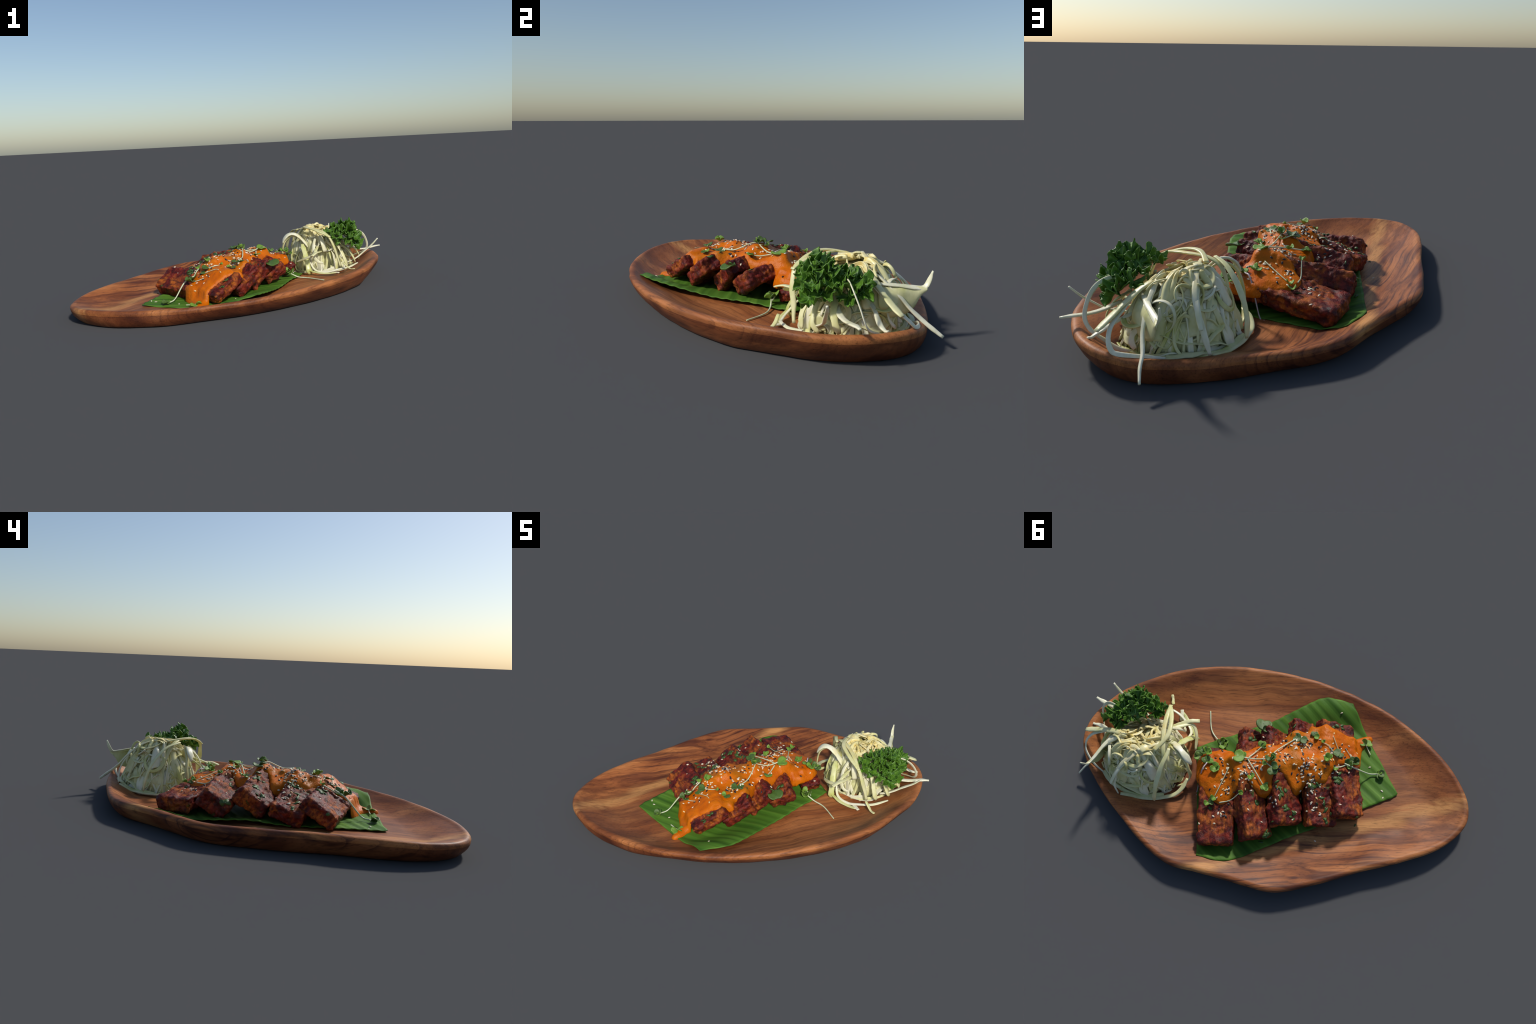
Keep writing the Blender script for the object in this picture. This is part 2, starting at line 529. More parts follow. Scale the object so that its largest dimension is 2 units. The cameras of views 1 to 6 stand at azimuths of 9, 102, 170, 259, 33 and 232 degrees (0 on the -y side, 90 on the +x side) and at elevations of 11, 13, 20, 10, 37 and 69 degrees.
# ------------------------------------------------------------------ banana leaf
def build_leaf():
    # long edges (x, y, height): the near edge curls up the wall of the dish
    front = [(.062, -.728, .093), (.14, -.662, .108), (.203, -.588, .112), (.236, -.450, .088), (.268, -.256, .059), (.30, -.134, .057), (.338, .024, .056), (.375, .14, .05), (.405, .262, .046)]
    back = [(-.575, -.592, .043), (-.578, -.562, .043), (-.532, -.367, .047), (-.495, -.19, .045), (-.452, -.018, .05), (-.41, .15, .064), (-.375, .304, .058), (-.314, .522, .045), (-.19, .642, .043)]
    NU, NV = 90, 56
    A, B = spline(front, NU), spline(back, NU)
    verts = []
    for i in range(NU):
        for j in range(NV):
            t = j / (NV - 1)
            p = A[i] * (1 - t) + B[i] * t
            s = smooth01(t / 0.28)
            s2 = smooth01((1 - t) / 0.2)
            x, y = p[0], p[1]
            base = drop(PLATE, x, y)[0] + 0.006
            z = A[i][2] * (1 - s) + B[i][2] * (1 - s2) + base * (s + s2 - 1) if s + s2 > 1 else p[2]
            rib = 0.0022 * math.sin((y * 0.99 - x * 0.13) * 105 + 2 * noise.noise((x * 3, y * 3, 0)))
            z = max(z, base) + rib + 0.004 * noise.noise((x * 6, y * 6, 1))
            e = 0.004 * noise.noise((i * 0.35, t * 3, 5)) if j in (0, NV - 1) or i in (0, NU - 1) else 0
            verts.append((x + e, y + e, z))
    faces = [(i * NV + j, (i + 1) * NV + j, (i + 1) * NV + j + 1, i * NV + j + 1) for i in range(NU - 1) for j in range(NV - 1)]
    me = mesh_from("banana_leaf", verts, faces, LEAF)
    ob = add("banana_leaf", me)
    s = ob.modifiers.new("thickness", "SOLIDIFY")
    s.thickness = 0.004
    s.offset = -1 if me.polygons[0].normal.z > 0 else 1
    return top(ob, "flat cut rectangle of ribbed green banana leaf", "leaf")

leaf = build_leaf()

# ------------------------------------------------------------------ fried bars
def build_bar(u, v_out, z, width, thick, tilt, slope, yaw, length, inward, seed, lump=1.0):
    """A rounded, knobbly bar. The outer end sits at (u, v_out, z); the bar runs
    inward across the leaf. tilt: degrees the section rises toward +u."""
    NX, NY, NZ = 32, 64, 18
    bm = bmesh.new()
    idx = {}
    def vert(i, j, k):
        key = (i, j, k)
        if key not in idx:
            c = np.array((2 * i / NX - 1, 2 * j / NY - 1, 2 * k / NZ - 1))
            m = np.max(np.abs(c))
            half = np.array((width / 2, length / 2, thick / 2))
            q = c * half
            r = 0.17 * min(width, thick)
            inner = np.clip(q, -(half - r), half - r)
            d = q - inner
            L = np.linalg.norm(d)
            if L > r:
                q = inner + d / L * r
            idx[key] = bm.verts.new(q)
        return idx[key]
    for a, b, c in ((0, 1, 2), (1, 2, 0), (2, 0, 1)):
        n = (NX, NY, NZ)
        for s in (0, n[a]):
            for i in range(n[b]):
                for j in range(n[c]):
                    quad = []
                    for di, dj in ((0, 0), (1, 0), (1, 1), (0, 1)):
                        p = [0, 0, 0]
                        p[a], p[b], p[c] = s, i + di, j + dj
                        quad.append(vert(*p))
                    bm.faces.new(quad if s else quad[::-1])
    bmesh.ops.recalc_face_normals(bm, faces=bm.faces)
    bm.normal_update()
    o = Vector((seed * 3.7, seed * 1.3, seed * 2.1))
    moves = []
    for vt in bm.verts:
        p = vt.co
        d = 0.010 * noise.noise(p * 9 + o) + 0.008 * noise.noise(p * 26 + o) + 0.006 * noise.noise(p * 60 + o) + 0.003 * noise.noise(p * 120 + o)
        w = noise.noise(p * 17 + o * 2)
        d += 0.009 * max(0, w - 0.25) * 2      # knobs of batter
        moves.append(vt.co + vt.normal * d * lump)
    for vt, m in zip(bm.verts, moves):
        vt.co = m
        # gentle sag and twist along the bar
        f = vt.co.y / length
        vt.co.z += 0.012 * noise.noise((f * 2, seed * 5.1, 0))
        vt.co.x += 0.012 * noise.noise((f * 2, seed * 4.1, 3))
    me = bpy.data.meshes.new("fried_bar")
    bm.to_mesh(me)
    bm.free()
    me.materials.append(CRUST)
    me.polygons.foreach_set("use_smooth", [True] * len(me.polygons))
    ob = add("fried_bar", me)
    t = math.radians(tilt)
    X = U3 * math.cos(t) + Vector((0, 0, math.sin(t)))
    Y = (V3 * inward + Vector((0, 0, slope)) + U3 * yaw).normalized()
    Z = X.cross(Y).normalized()
    if Z.z < 0:
        Z = -Z
    Y = Z.cross(X).normalized() if abs(X.dot(Y)) < 0.3 else Y
    Y = (V3 * inward + Vector((0, 0, slope)) + U3 * yaw).normalized()
    X = (X - Y * X.dot(Y)).normalized()
    Z = X.cross(Y)
    if Z.z < 0:
        X, Z = -X, -Z
    R = Matrix((X, Y, Z)).transposed().to_4x4()
    c = Vector((*xy(u, v_out), z)) + Y * (length / 2)
    ob.matrix_world = Matrix.Translation(c) @ R
    return top(ob, "knobbly dark red spice-crusted fried bar with orange patches", "fried snack")

BARS = [
    # u, v of outer end, z, width, thickness, tilt, slope, yaw, length, inward(+1 = toward +v)
    (.290, -.475, .096, .210, .085, -4, .10, .01, .54, 1),
    (.056, -.440, .124, .172, .115, 33, .14, .20, .50, 1),
    (-.128, -.350, .136, .185, .105, 35, .16, .14, .42, 1),
    (-.330, -.345, .102, .185, .090, 17, .27, .05, .40, 1),
    (-.494, -.290, .126, .205, .085, 30, .00, .12, .40, 1),
    (-.425, .315, .136, .240, .075, 30, .08, .00, .34, -1),
    (-.232, .305, .128, .220, .085, 36, .14, .02, .34, -1),
    (-.060, .240, .132, .215, .090, 42, .14, .00, .30, -1),
    (.090, .235, .118, .165, .085, 28, .26, .12, .30, -1),
    (.345, .135, .088, .125, .065, 6, .15, .00, .28, -1),
]
bars = []
for k, b in enumerate(BARS):
    bars.append(build_bar(*b, seed=k + 1))
bpy.context.view_layer.update()

# ------------------------------------------------------------------ sauce
SAUCE_OUT = [(.422, .055), (.36, .1), (.277, .115), (.213, .107), (.193, .077), (.13, .083), (.068, .118), (.012, .127), (-.057, .122), (-.094, .178),
             (-.144, .215), (-.176, .22), (-.239, .232), (-.264, .278), (-.322, .266), (-.363, .285), (-.405, .265), (-.462, .25), (-.52, .235), (-.565, .262),
             (-.655, .285), (-.676, .25), (-.615, .195), (-.596, .126), (-.588, .06), (-.565, .03), (-.54, .035), (-.48, .027), (-.423, .012), (-.397, -.028),
             (-.372, -.068), (-.353, -.105), (-.28, -.111), (-.236, -.125), (-.194, -.172), (-.163, -.173), (-.131, -.122), (-.093, -.071), (-.062, -.065),
             (-.039, -.112), (-.034, -.17), (0, -.2), (.044, -.195), (.089, -.142), (.121, -.11), (.152, -.105), (.173, -.164), (.196, -.204), (.237, -.243),
             (.292, -.242), (.355, -.2), (.400, -.135), (.427, -.088), (.432, -.03)]

def box_blur(a, r):
    for ax in (0, 1):
        pad = [(r, r) if i == ax else (0, 0) for i in (0, 1)]
        b = np.cumsum(np.pad(a, pad, mode="edge"), axis=ax)
        b = np.concatenate([np.zeros_like(np.take(b, [0], axis=ax)), b], axis=ax)
        n = a.shape[ax]
        a = (np.take(b, range(2 * r + 1, 2 * r + 1 + n), axis=ax) - np.take(b, range(0, n), axis=ax)) / (2 * r + 1)
    return a

def build_sauce():
    food = bvh_of([platter, leaf] + bars)
    step = 0.0065
    us = np.arange(-0.72, 0.50, step)
    vs = np.arange(-0.30, 0.33, step)
    H = np.zeros((len(us), len(vs)))
    for i, u in enumerate(us):
        for j, v in enumerate(vs):
            H[i, j] = drop(food, *xy(u, v))[0]
    # sauce bridges narrow gaps: closing = grow then blur
    G = H.copy()
    for _ in range(8):
        P = np.pad(G, 1, mode="edge")
        G = np.max([P[1:-1, 1:-1], P[:-2, 1:-1], P[2:, 1:-1], P[1:-1, :-2], P[1:-1, 2:]], axis=0)
    for _ in range(8):
        P = np.pad(G, 1, mode="edge")
        G = np.min([P[1:-1, 1:-1], P[:-2, 1:-1], P[2:, 1:-1], P[1:-1, :-2], P[1:-1, 2:]], axis=0)
    Hd = H.copy()      # covers the bars' corners where the sauce pours over them
    for _ in range(2):
        P = np.pad(Hd, 1, mode="edge")
        Hd = np.max([P[1:-1, 1:-1], P[:-2, 1:-1], P[2:, 1:-1], P[1:-1, :-2], P[1:-1, 2:]], axis=0)
    S = box_blur(box_blur(box_blur(G, 4), 4), 3)
    out = spline(SAUCE_OUT, 420, closed=True)
    # ragged wet edge
    for k, p in enumerate(out):
        p += 0.006 * np.array((noise.noise((p[0] * 20, p[1] * 20, 1)), noise.noise((p[0] * 20, p[1] * 20, 7))))
    nxt = np.roll(out, -1, axis=0)
    def signed(u, v):
        q = np.array((u, v))
        ab = nxt - out
        t = np.clip(np.sum((q - out) * ab, 1) / (np.sum(ab * ab, 1) + 1e-12), 0, 1)
        c = out + ab * t[:, None]
        dd = np.linalg.norm(c - q, axis=1)
        k = int(np.argmin(dd))
        cond = (out[:, 1] > v) != (nxt[:, 1] > v)
        xs = out[:, 0] + (v - out[:, 1]) / (nxt[:, 1] - out[:, 1] + 1e-12) * (nxt[:, 0] - out[:, 0])
        inside = np.sum(cond & (xs > u)) % 2 == 1
        return (dd[k] if inside else -dd[k]), c[k]
    verts_t, verts_b, ids = [], [], {}
    for i, u in enumerate(us):
        for j, v in enumerate(vs):
            d, c = signed(u, v)
            if d < -step * 0.75:
                continue
            uu, vv = (u, v) if d > 0 else (c[0], c[1])
            d = max(d, 0)
            R = 0.034 + 0.03 * smooth01((u - .25) / .12)
            edge = math.sqrt(max(0, 1 - (1 - min(d / R, 1)) ** 2))
            h = H[i, j]
            lift = max(S[i, j], h * 0.45 + S[i, j] * 0.55)
            if u > 0.2:      # thick lobe that holds its shape past the last bar
                lift = max(lift, 0.165)
            base = h if u < -0.52 else max(h, lift - (0.045 if u < .25 else 0.028))
            x, y = xy(uu, vv)
            lump = 0.005 * noise.noise((x * 9, y * 9, 2)) + 0.0042 * noise.noise((x * 24, y * 24, 2)) + 0.0026 * noise.noise((x * 50, y * 50, 2))
            zt = lift * edge + (min(base, lift) - 0.003) * (1 - edge) + (0.017 + lump) * edge
            zt = max(zt, h + (Hd[i, j] - h) * edge - .004 + (.013 + lump) * edge)
            ids[(i, j)] = len(verts_t)
            verts_t.append((x, y, zt))
            verts_b.append((x, y, min(base, lift, zt) - 0.008 - 0.012 * edge))
    faces = []
    n = len(verts_t)
    edges = {}
    for (i, j) in list(ids):
        q = [(i, j), (i + 1, j), (i + 1, j + 1), (i, j + 1)]
        if all(k in ids for k in q):
            f = [ids[k] for k in q]
            faces.append(f)
            faces.append([k + n for k in reversed(f)])
            for a, b in zip(f, f[1:] + f[:1]):
                edges[(a, b)] = True
    for (a, b) in edges:
        if (b, a) not in edges:
            faces.append([b, a, a + n, b + n])
    me = mesh_from("orange_sauce", verts_t + verts_b, faces, SAUCE)
    bm = bmesh.new()
    bm.from_mesh(me)
    bmesh.ops.delete(bm, geom=[v for v in bm.verts if not v.link_faces], context="VERTS")
    for _ in range(2):
        bmesh.ops.smooth_vert(bm, verts=bm.verts, factor=0.45, use_axis_x=True, use_axis_y=True, use_axis_z=True)
    bmesh.ops.recalc_face_normals(bm, faces=bm.faces)
    bm.to_mesh(me)
    bm.free()
    ob = add("orange_sauce", me)
    return top(ob, "thick glossy orange sauce draped over fried bars, sprinkled with sesame", "sauce")

sauce = build_sauce()
bpy.context.view_layer.update()
FOOD = bvh_of([platter, leaf, sauce] + bars)

# ------------------------------------------------------------------ sesame seeds
def seed_mesh(name, mat):
    verts, faces = [], []
    A, R = 8, 7
    for i in range(R + 1):
        s = i / R
        r = math.sin(math.pi * s) ** 0.8 * (0.62 + 0.38 * s)
        for k in range(A):
            a = 2 * math.pi * k / A
            verts.append((r * math.cos(a) * 0.0058, (s - 0.5) * 0.0185, r * math.sin(a) * 0.0034))
    for i in range(R):
        for k in range(A):
            faces.append((i * A + k, i * A + (k + 1) % A, (i + 1) * A + (k + 1) % A, (i + 1) * A + k))
    return mesh_from(name, verts, faces, mat)

SEEDS = {"white": seed_mesh("white_sesame_seed", WHITE), "tan": seed_mesh("toasted_sesame_seed", TAN), "black": seed_mesh("black_sesame_seed", BLACK)}

def place_seed(kind, u, v, parent=None):
    parent = parent or sauce
    x, y = xy(u, v)
    z, n = drop(FOOD, x, y)
    n = (n + Vector((rng.uniform(-.25, .25), rng.uniform(-.25, .25), 0.35))).normalized()
    t = Vector((math.cos(a := rng.uniform(0, 6.3)), math.sin(a), 0))
    t = (t - n * t.dot(n)).normalized()
    M = Matrix((t.cross(n), t, n)).transposed().to_4x4()
    M.translation = Vector((x, y, z)) + n * 0.0018
    ob = add(SEEDS[kind].name, SEEDS[kind], parent)
    s = rng.uniform(0.9, 1.18)
    ob.matrix_world = M @ Matrix.Diagonal((s, s * rng.uniform(.9, 1.08), s, 1))

CLUSTERS = [  # u, v, spread, white, tan, black
    (-.22, .13, .05, 22, 4, 16), (-.20, .10, .10, 8, 3, 8), (-.24, -.04, .07, 20, 3, 15), (-.30, -.09, .07, 14, 2, 8), (-.36, .06, .06, 14, 3, 6),
    (-.12, .02, .09, 14, 3, 12), (.10, -.05, .06, 20, 3, 9), (.14, -.08, .08, 12, 3, 6), (.03, .05, .08, 7, 2, 5), (.22, -.05, .10, 10, 3, 3),
    (.24, -.17, .07, 9, 2, 8), (.33, .07, .08, 4, 3, 3), (-.42, .12, .06, 8, 1, 7), (-.52, .10, .06, 3, 1, 0), (-.27, -.15, .05, 14, 1, 6),
    (-.30, -.24, .06, 9, 1, 2), (-.05, -.22, .04, 6, 0, 4), (-.42, -.03, .03, 3, 1, 8), (.26, -.31, .03, 4, 0, 5), (-.1, .16, .06, 3, 1, 4)]
for (u, v, s, w, t, b) in CLUSTERS:
    for kind, n in (("white", w), ("tan", t), ("black", b)):
        for _ in range(n):
            place_seed(kind, u + rng.gauss(0, s * .62), v + rng.gauss(0, s * .62))
for u, v in ((-.72, -.09), (-.725, -.135), (-.305, -.42), (.39, -.36), (.02, -.35), (-.16, -.33), (-.18, -.28), (-.46, -.18), (-.44, -.24), (-.50, -.02), (.10, -.29), (.30, -.36), (.28, -.30), (-.47, .42), (.06, .04)):
    x, y = xy(u, v)
    place_seed("white", u, v)

# ------------------------------------------------------------------ chopped herbs
def herb_mesh(seed):
    r = random.Random(seed)
    n, verts, faces = 9, [], []
    ring = [0.55 + 0.45 * r.random() for _ in range(n)]
    asp = r.uniform(0.4, 0.75)
    top_, bot = [], []
    for k in range(n):
        a = 2 * math.pi * k / n
        p = (math.cos(a) * ring[k] * asp, math.sin(a) * ring[k], r.uniform(-.1, .2))
        top_.append((p[0], p[1], p[2] + 0.08))
        bot.append((p[0], p[1], p[2] - 0.08))
    verts = top_ + bot + [(0, 0, 0.16), (0, 0, -0.1)]
    for k in range(n):
        j = (k + 1) % n
        faces += [(k, j, 2 * n), (n + j, n + k, 2 * n + 1), (k, n + k, n + j, j)]
    return mesh_from("herb_fleck", verts, faces, HERB)

HERBS = [herb_mesh(s) for s in range(5)]
HERB_SPOTS = [(-.02, -.40, 4), (.0, -.43, 4), (-.10, -.20, 5), (-.12, -.27, 5), (-.15, -.30, 3), (-.33, -.22, 3), (-.38, -.27, 3), (-.55, -.29, 2), (-.45, -.05, 6), (-.43, -.09, 4),
              (.06, -.24, 3), (-.44, .29, 4), (-.42, .31, 2), (.09, .20, 3), (-.16, .22, 2), (-.29, -.12, 4), (.34, -.28, 2), (-.06, -.14, 3), (-.36, -.33, 3)]
for u, v, n in HERB_SPOTS:
    best = min(bars, key=lambda b: (b.matrix_world.translation.xy - Vector(xy(u, v))).length)
    for _ in range(n):
        x, y = xy(u + rng.gauss(0, .018), v + rng.gauss(0, .018))
        z, nn = drop(FOOD, x, y)
        t = Vector((rng.uniform(-1, 1), rng.uniform(-1, 1), 0)).normalized()
        t = (t - nn * t.dot(nn)).normalized()
        M = Matrix((t.cross(nn), t, nn)).transposed().to_4x4()
        M.translation = Vector((x, y, z)) + nn * 0.001
        s = rng.uniform(.010, .027)
        ob = add("herb_fleck", rng.choice(HERBS), best)
        ob.matrix_world = M @ Matrix.Scale(s, 4)

# ------------------------------------------------------------------ ribbons and tubes
def frame_sweep(path, section, twist=0.0, up=None):
    """Sweep per-sample cross-sections along a path. section(t) -> list of (a, b)."""
    P = [Vector(p) for p in path]
    n = len(P)
    verts, faces = [], []
    m = None
    up = Vector(up) if up else Vector((0, 0, 1))
    prev = None
    for i, p in enumerate(P):
        T = (P[min(i + 1, n - 1)] - P[max(i - 1, 0)]).normalized()
        if prev is None:
            N = up - T * up.dot(T)
            if N.length < 0.05:
                N = Vector((1, 0, 0)) - T * T.x
        else:
            N = prev - T * prev.dot(T)
        N.normalize()
        prev = N
        B = T.cross(N)
        a = twist * i / (n - 1)
        N2, B2 = N * math.cos(a) + B * math.sin(a), B * math.cos(a) - N * math.sin(a)
        sec = section(i / (n - 1))
        m = len(sec)
        for (x, y) in sec:
            verts.append(p + B2 * x + N2 * y)
    for i in range(n - 1):
        for k in range(m):
            j = (k + 1) % m
            faces.append((i * m + k, i * m + j, (i + 1) * m + j, (i + 1) * m + k))
    faces.append(tuple(range(m))[::-1])
    faces.append(tuple((n - 1) * m + k for k in range(m)))
    return verts, faces

def strip_section(w, h, seed, taper0=0.7, taper1=0.6, curl=0.0):
    def f(t):
        k = 1 + 0.30 * noise.noise((t * 6, seed * 7.7, 0)) + .12 * noise.noise((t * 17, seed * 3.1, 2))
        e = min(1, taper0 + (1 - taper0) * smooth01(t / 0.15)) * min(1, taper1 + (1 - taper1) * smooth01((1 - t) / 0.15))
        a, b = w / 2 * k * e, h / 2 * (0.75 + 0.25 * e)
        c = 0.62
        pts = [(a, 0), (a * .86, b * .8), (a * .35, b), (-a * .35, b), (-a * .86, b * .8), (-a, 0), (-a * .86, -b * .8), (-a * .35, -b), (a * .35, -b), (a * .86, -b * .8)]
        return [(x, y + curl * (x * x) / (w + 1e-6)) for x, y in pts]
    return f

def shred(name, pts, w, h, mat, parent, seed, twist=0.0, up=None, n=None, t0=.7, t1=.6, curl=0.0, wob=0.004):
    L = sum((Vector(a) - Vector(b)).length for a, b in zip(pts, pts[1:]))
    n = n or max(10, int(L / 0.013))
    path = spline(pts, n)
    for i, p in enumerate(path):
        q = p * 12
        p += wob * np.array((noise.noise((q[0], q[1], seed)), noise.noise((q[1], q[2], seed + 9)), noise.noise((q[2], q[0], seed + 4))))
        p[2] = max(p[2], drop(PLATE, p[0], p[1])[0] + h * .5)
    v, f = frame_sweep(path, strip_section(w, h, seed, t0, t1, curl), twist, up)
    me = mesh_from(name, v, f, mat)
    return add(name, me, parent)

# ------------------------------------------------------------------ shredded cabbage heap
cab = bpy.data.objects.new("shredded_cabbage", None)
SC.objects.link(cab)
cab.location = (0.5, 0.55, 0.035)
top(cab, "tangled heap of pale shredded cabbage with yellow dressing", "salad")
bpy.context.view_layer.update()

HC = np.array((0.50, 0.56))
HEAP_R = ([0, 45, 90, 115, 140, 180, 225, 270, 315, 360], [.268, .262, .238, .220, .212, .222, .232, .228, .255, .268])

def heap_radius(a):
    # angle-dependent footprint of the heap
    return float(np.interp(math.degrees(a) % 360, *HEAP_R))

def heap_z(x, y):
    d = np.array((x, y)) - HC
    a = math.atan2(d[1], d[0])
    r = np.linalg.norm(d) / heap_radius(a)
    if r >= 1:
        return 0.0
    z = 0.325 * (1 - r ** 2.5) ** 0.68
    z *= 1 - 0.12 * smooth01((x - 0.54) / 0.2) - 0.06 * smooth01((y - .56) / .2)
    k = math.hypot(x - 0.63, y - 0.50)
    z -= 0.055 * math.exp(-(k / 0.06) ** 2)
    z -= 0.03 * math.exp(-(math.hypot(x - 0.53, y - 0.55) / 0.06) ** 2)
    return max(z, 0)

def surf(x, y, lift=0.0):
    base = drop(PLATE, x, y)[0]
    return max(heap_z(x, y) * 1.0 + 0.03, base) + lift

def build_core():
    NR, NA = 36, 110
    verts, faces = [], []
    for i in range(NR + 1):
        for k in range(NA):
            a = 2 * math.pi * k / NA
            s = (i / NR)
            s = 1 - (1 - s) ** 1.7
            R = heap_radius(a) * 0.92
            x, y = HC[0] + R * s * math.cos(a), HC[1] + R * s * math.sin(a)
            z = max(heap_z(x, y) * 0.92, 0.0) + 0.027
            p = Vector((x, y, z))
            # ropy folds running down the heap
            q = Vector((a * 3.2, s * 1.6, 0))
            rope = abs(noise.noise(q * 2.2 + Vector((0, noise.noise(p * 6), 0)))) * 0.05 - 0.012
            out = Vector((math.cos(a) * s, math.sin(a) * s, 1.0 - s)).normalized()
            p = p - out * rope * 0.9 + out * 0.008 * noise.noise(p * 25)
            if i == NR:
                p.z = 0.03
            verts.append(p)
    for i in range(NR):
        for k in range(NA):
            j = (k + 1) % NA
            faces.append((i * NA + k, (i + 1) * NA + k, (i + 1) * NA + j, i * NA + j))
    faces.append(tuple(range(NA))[::-1])
    faces.append(tuple(NR * NA + k for k in range(NA)))
    me = mesh_from("cabbage_core", verts, faces, CAB_IN)
    bm = bmesh.new(); bm.from_mesh(me); bmesh.ops.recalc_face_normals(bm, faces=bm.faces); bm.to_mesh(me); bm.free()
    ob = add("cabbage_core", me)
    ob["kind"] = "stuff"
    parent_keep(ob, cab)
    return ob

def parent_keep(ob, parent):
    ob.parent = parent
    ob.matrix_parent_inverse = parent.matrix_world.inverted()

build_core()
SHRED = "cabbage_shred"
def cs(pts, w, h, mat=None, **kw):
    k = len(cab.children)
    ob = shred(SHRED, pts, w * 1.05, h * .72, mat or CAB, None, k + 1, **kw)
    parent_keep(ob, cab)
    return ob

# prominent strands, read off as lines in space
cs([(.60, .62, .34), (.64, .72, .27), (.66, .80, .19), (.663, .86, .135), (.672, .905, .10), (.672, .956, .062)], .022, .014, CAB_W, up=(0, 1, .5), twist=1.4)
cs([(.66, .62, .285), (.64, .74, .275), (.61, .83, .262), (.597, .873, .262), (.589, .892, .295), (.588, .904, .336)], .026, .010, CAB_W, up=(0, 0, 1), twist=.8, t1=.3)
def sheet(top_edge, low_edge, mat, seed, thick=.007, nu=30, nv=10):
    """A torn, slightly cupped piece of leaf stretched between two edge lines."""
    A, B = spline(top_edge, nu), spline(low_edge, nu)
    v = []
    for i in range(nu):
        for k in range(nv):
            t = k / (nv - 1)
            p = A[i] * (1 - t) + B[i] * t
            q = Vector(p) + noise.noise_vector(Vector(p) * 13 + Vector((seed, 0, 0))) * .012
            q += Vector((p[0] - HC[0], p[1] - HC[1], .15)).normalized() * .018 * math.sin(math.pi * t)
            v.append(q)
    f = [(i * nv + k, (i + 1) * nv + k, (i + 1) * nv + k + 1, i * nv + k + 1) for i in range(nu - 1) for k in range(nv - 1)]
    ob = add("cabbage_sheet", mesh_from("cabbage_sheet", v, f, mat))
    m = ob.modifiers.new("thickness", "SOLIDIFY")
    m.thickness = thick
    m.offset = 0
    parent_keep(ob, cab)
    return ob

sheet([(.678, .654, .281), (.64, .74, .275), (.605, .835, .262), (.597, .873, .256)], [(.70, .69, .14), (.66, .76, .14), (.625, .82, .165), (.60, .865, .235)], CAB, 1)
# broad pieces hanging over the crown on every side
for k in range(13):
    r = random.Random(900 + k)
    a = 2 * math.pi * k / 13 + r.uniform(-.15, .15)
    if -1.9 < (a + math.pi) % (2 * math.pi) - math.pi < -.6:
        continue
    half, swirl = r.uniform(.10, .22), r.uniform(-.5, .5)
    s0, s1 = r.uniform(.12, .5), r.uniform(.6, .95)
    edges = []
    for side in (-1, 1):
        line = []
        for q in range(6):
            s = s0 + (s1 - s0) * q / 5
            b = a + side * half * (.5 + .5 * s) + swirl * s
            R = heap_radius(b)
            x, y = HC[0] + R * s * math.cos(b), HC[1] + R * s * math.sin(b)
            line.append((x, y, surf(x, y, .004 + .010 * r.random())))
        edges.append(line)
    sheet(edges[0], edges[1], r.choice((CAB, CAB, CAB_W)), k + 5, r.uniform(.005, .008))
cs([(.40, .52, .36), (.42, .42, .375), (.47, .36, .372), (.54, .315, .352), (.60, .29, .32), (.64, .285, .25), (.665, .295, .17), (.69, .30, .085)], .026, .014, CAB, up=(0, -.3, 1), t0=1)
cs([(.613, .28, .318), (.56, .33, .352), (.48, .40, .368), (.39, .46, .362), (.335, .50, .325), (.31, .53, .25)], .024, .012, CAB, t0=1)
cs([(.46, .40, .21), (.40, .39, .28), (.35, .388, .325), (.30, .385, .328), (.262, .38, .295), (.246, .378, .258)], .038, .018, CAB_W, up=(0, -.3, 1), t1=.5)
cs([(.43, .41, .24), (.37, .41, .30), (.32, .405, .315), (.27, .40, .285), (.243, .403, .225), (.234, .41, .13), (.24, .446, .065), (.256, .505, .048)], .026, .014, CAB, up=(0, -.3, 1))
cs([(.44, .55, .375), (.45, .62, .355), (.455, .70, .32), (.45, .77, .25), (.43, .815, .17), (.41, .825, .09)], .024, .012, CAB_W, up=(0, 0, 1))
cs([(.40, .815, .085), (.36, .765, .055), (.30, .70, .05), (.25, .63, .05), (.215, .555, .055), (.215, .49, .075), (.24, .43, .10)], .026, .012, CAB, up=(0, 0, 1))
cs([(.55, .80, .055), (.46, .81, .05), (.38, .775, .05), (.31, .70, .055), (.25, .60, .05)], .034, .009, CAB_G, up=(-.4, .6, 1))
cs([(.76, .50, .20), (.83, .525, .178), (.90, .565, .176), (.955, .595, .184), (.998, .612, .187)], .026, .014, CAB_W, t0=.9, t1=.5)
cs([(.74, .40, .10), (.80, .425, .12), (.85, .455, .152), (.92, .47, .21), (.977, .481, .267)], .018, .012, CAB_W, t1=.6)
cs([(.70, .50, .30), (.78, .545, .325), (.84, .57, .31), (.882, .598, .258), (.90, .625, .19), (.88, .645, .145), (.83, .675, .115), (.77, .71, .085), (.70, .73, .07)], .018, .009, CAB_W, up=(1, 0, 0))
cs([(.60, .60, .335), (.69, .66, .30), (.77, .72, .24), (.835, .775, .20)], .030, .014, CAB, t1=.7)
cs([(.70, .65, .28), (.77, .74, .22), (.79, .80, .17), (.77, .835, .13), (.72, .85, .10), (.65, .85, .085), (.58, .83, .07)], .021, .010, CAB_W, up=(0, 0, 1))
cs([(.42, .47, .36), (.44, .56, .365), (.45, .66, .34), (.45, .76, .27), (.44, .83, .20)], .024, .012, CAB_W)
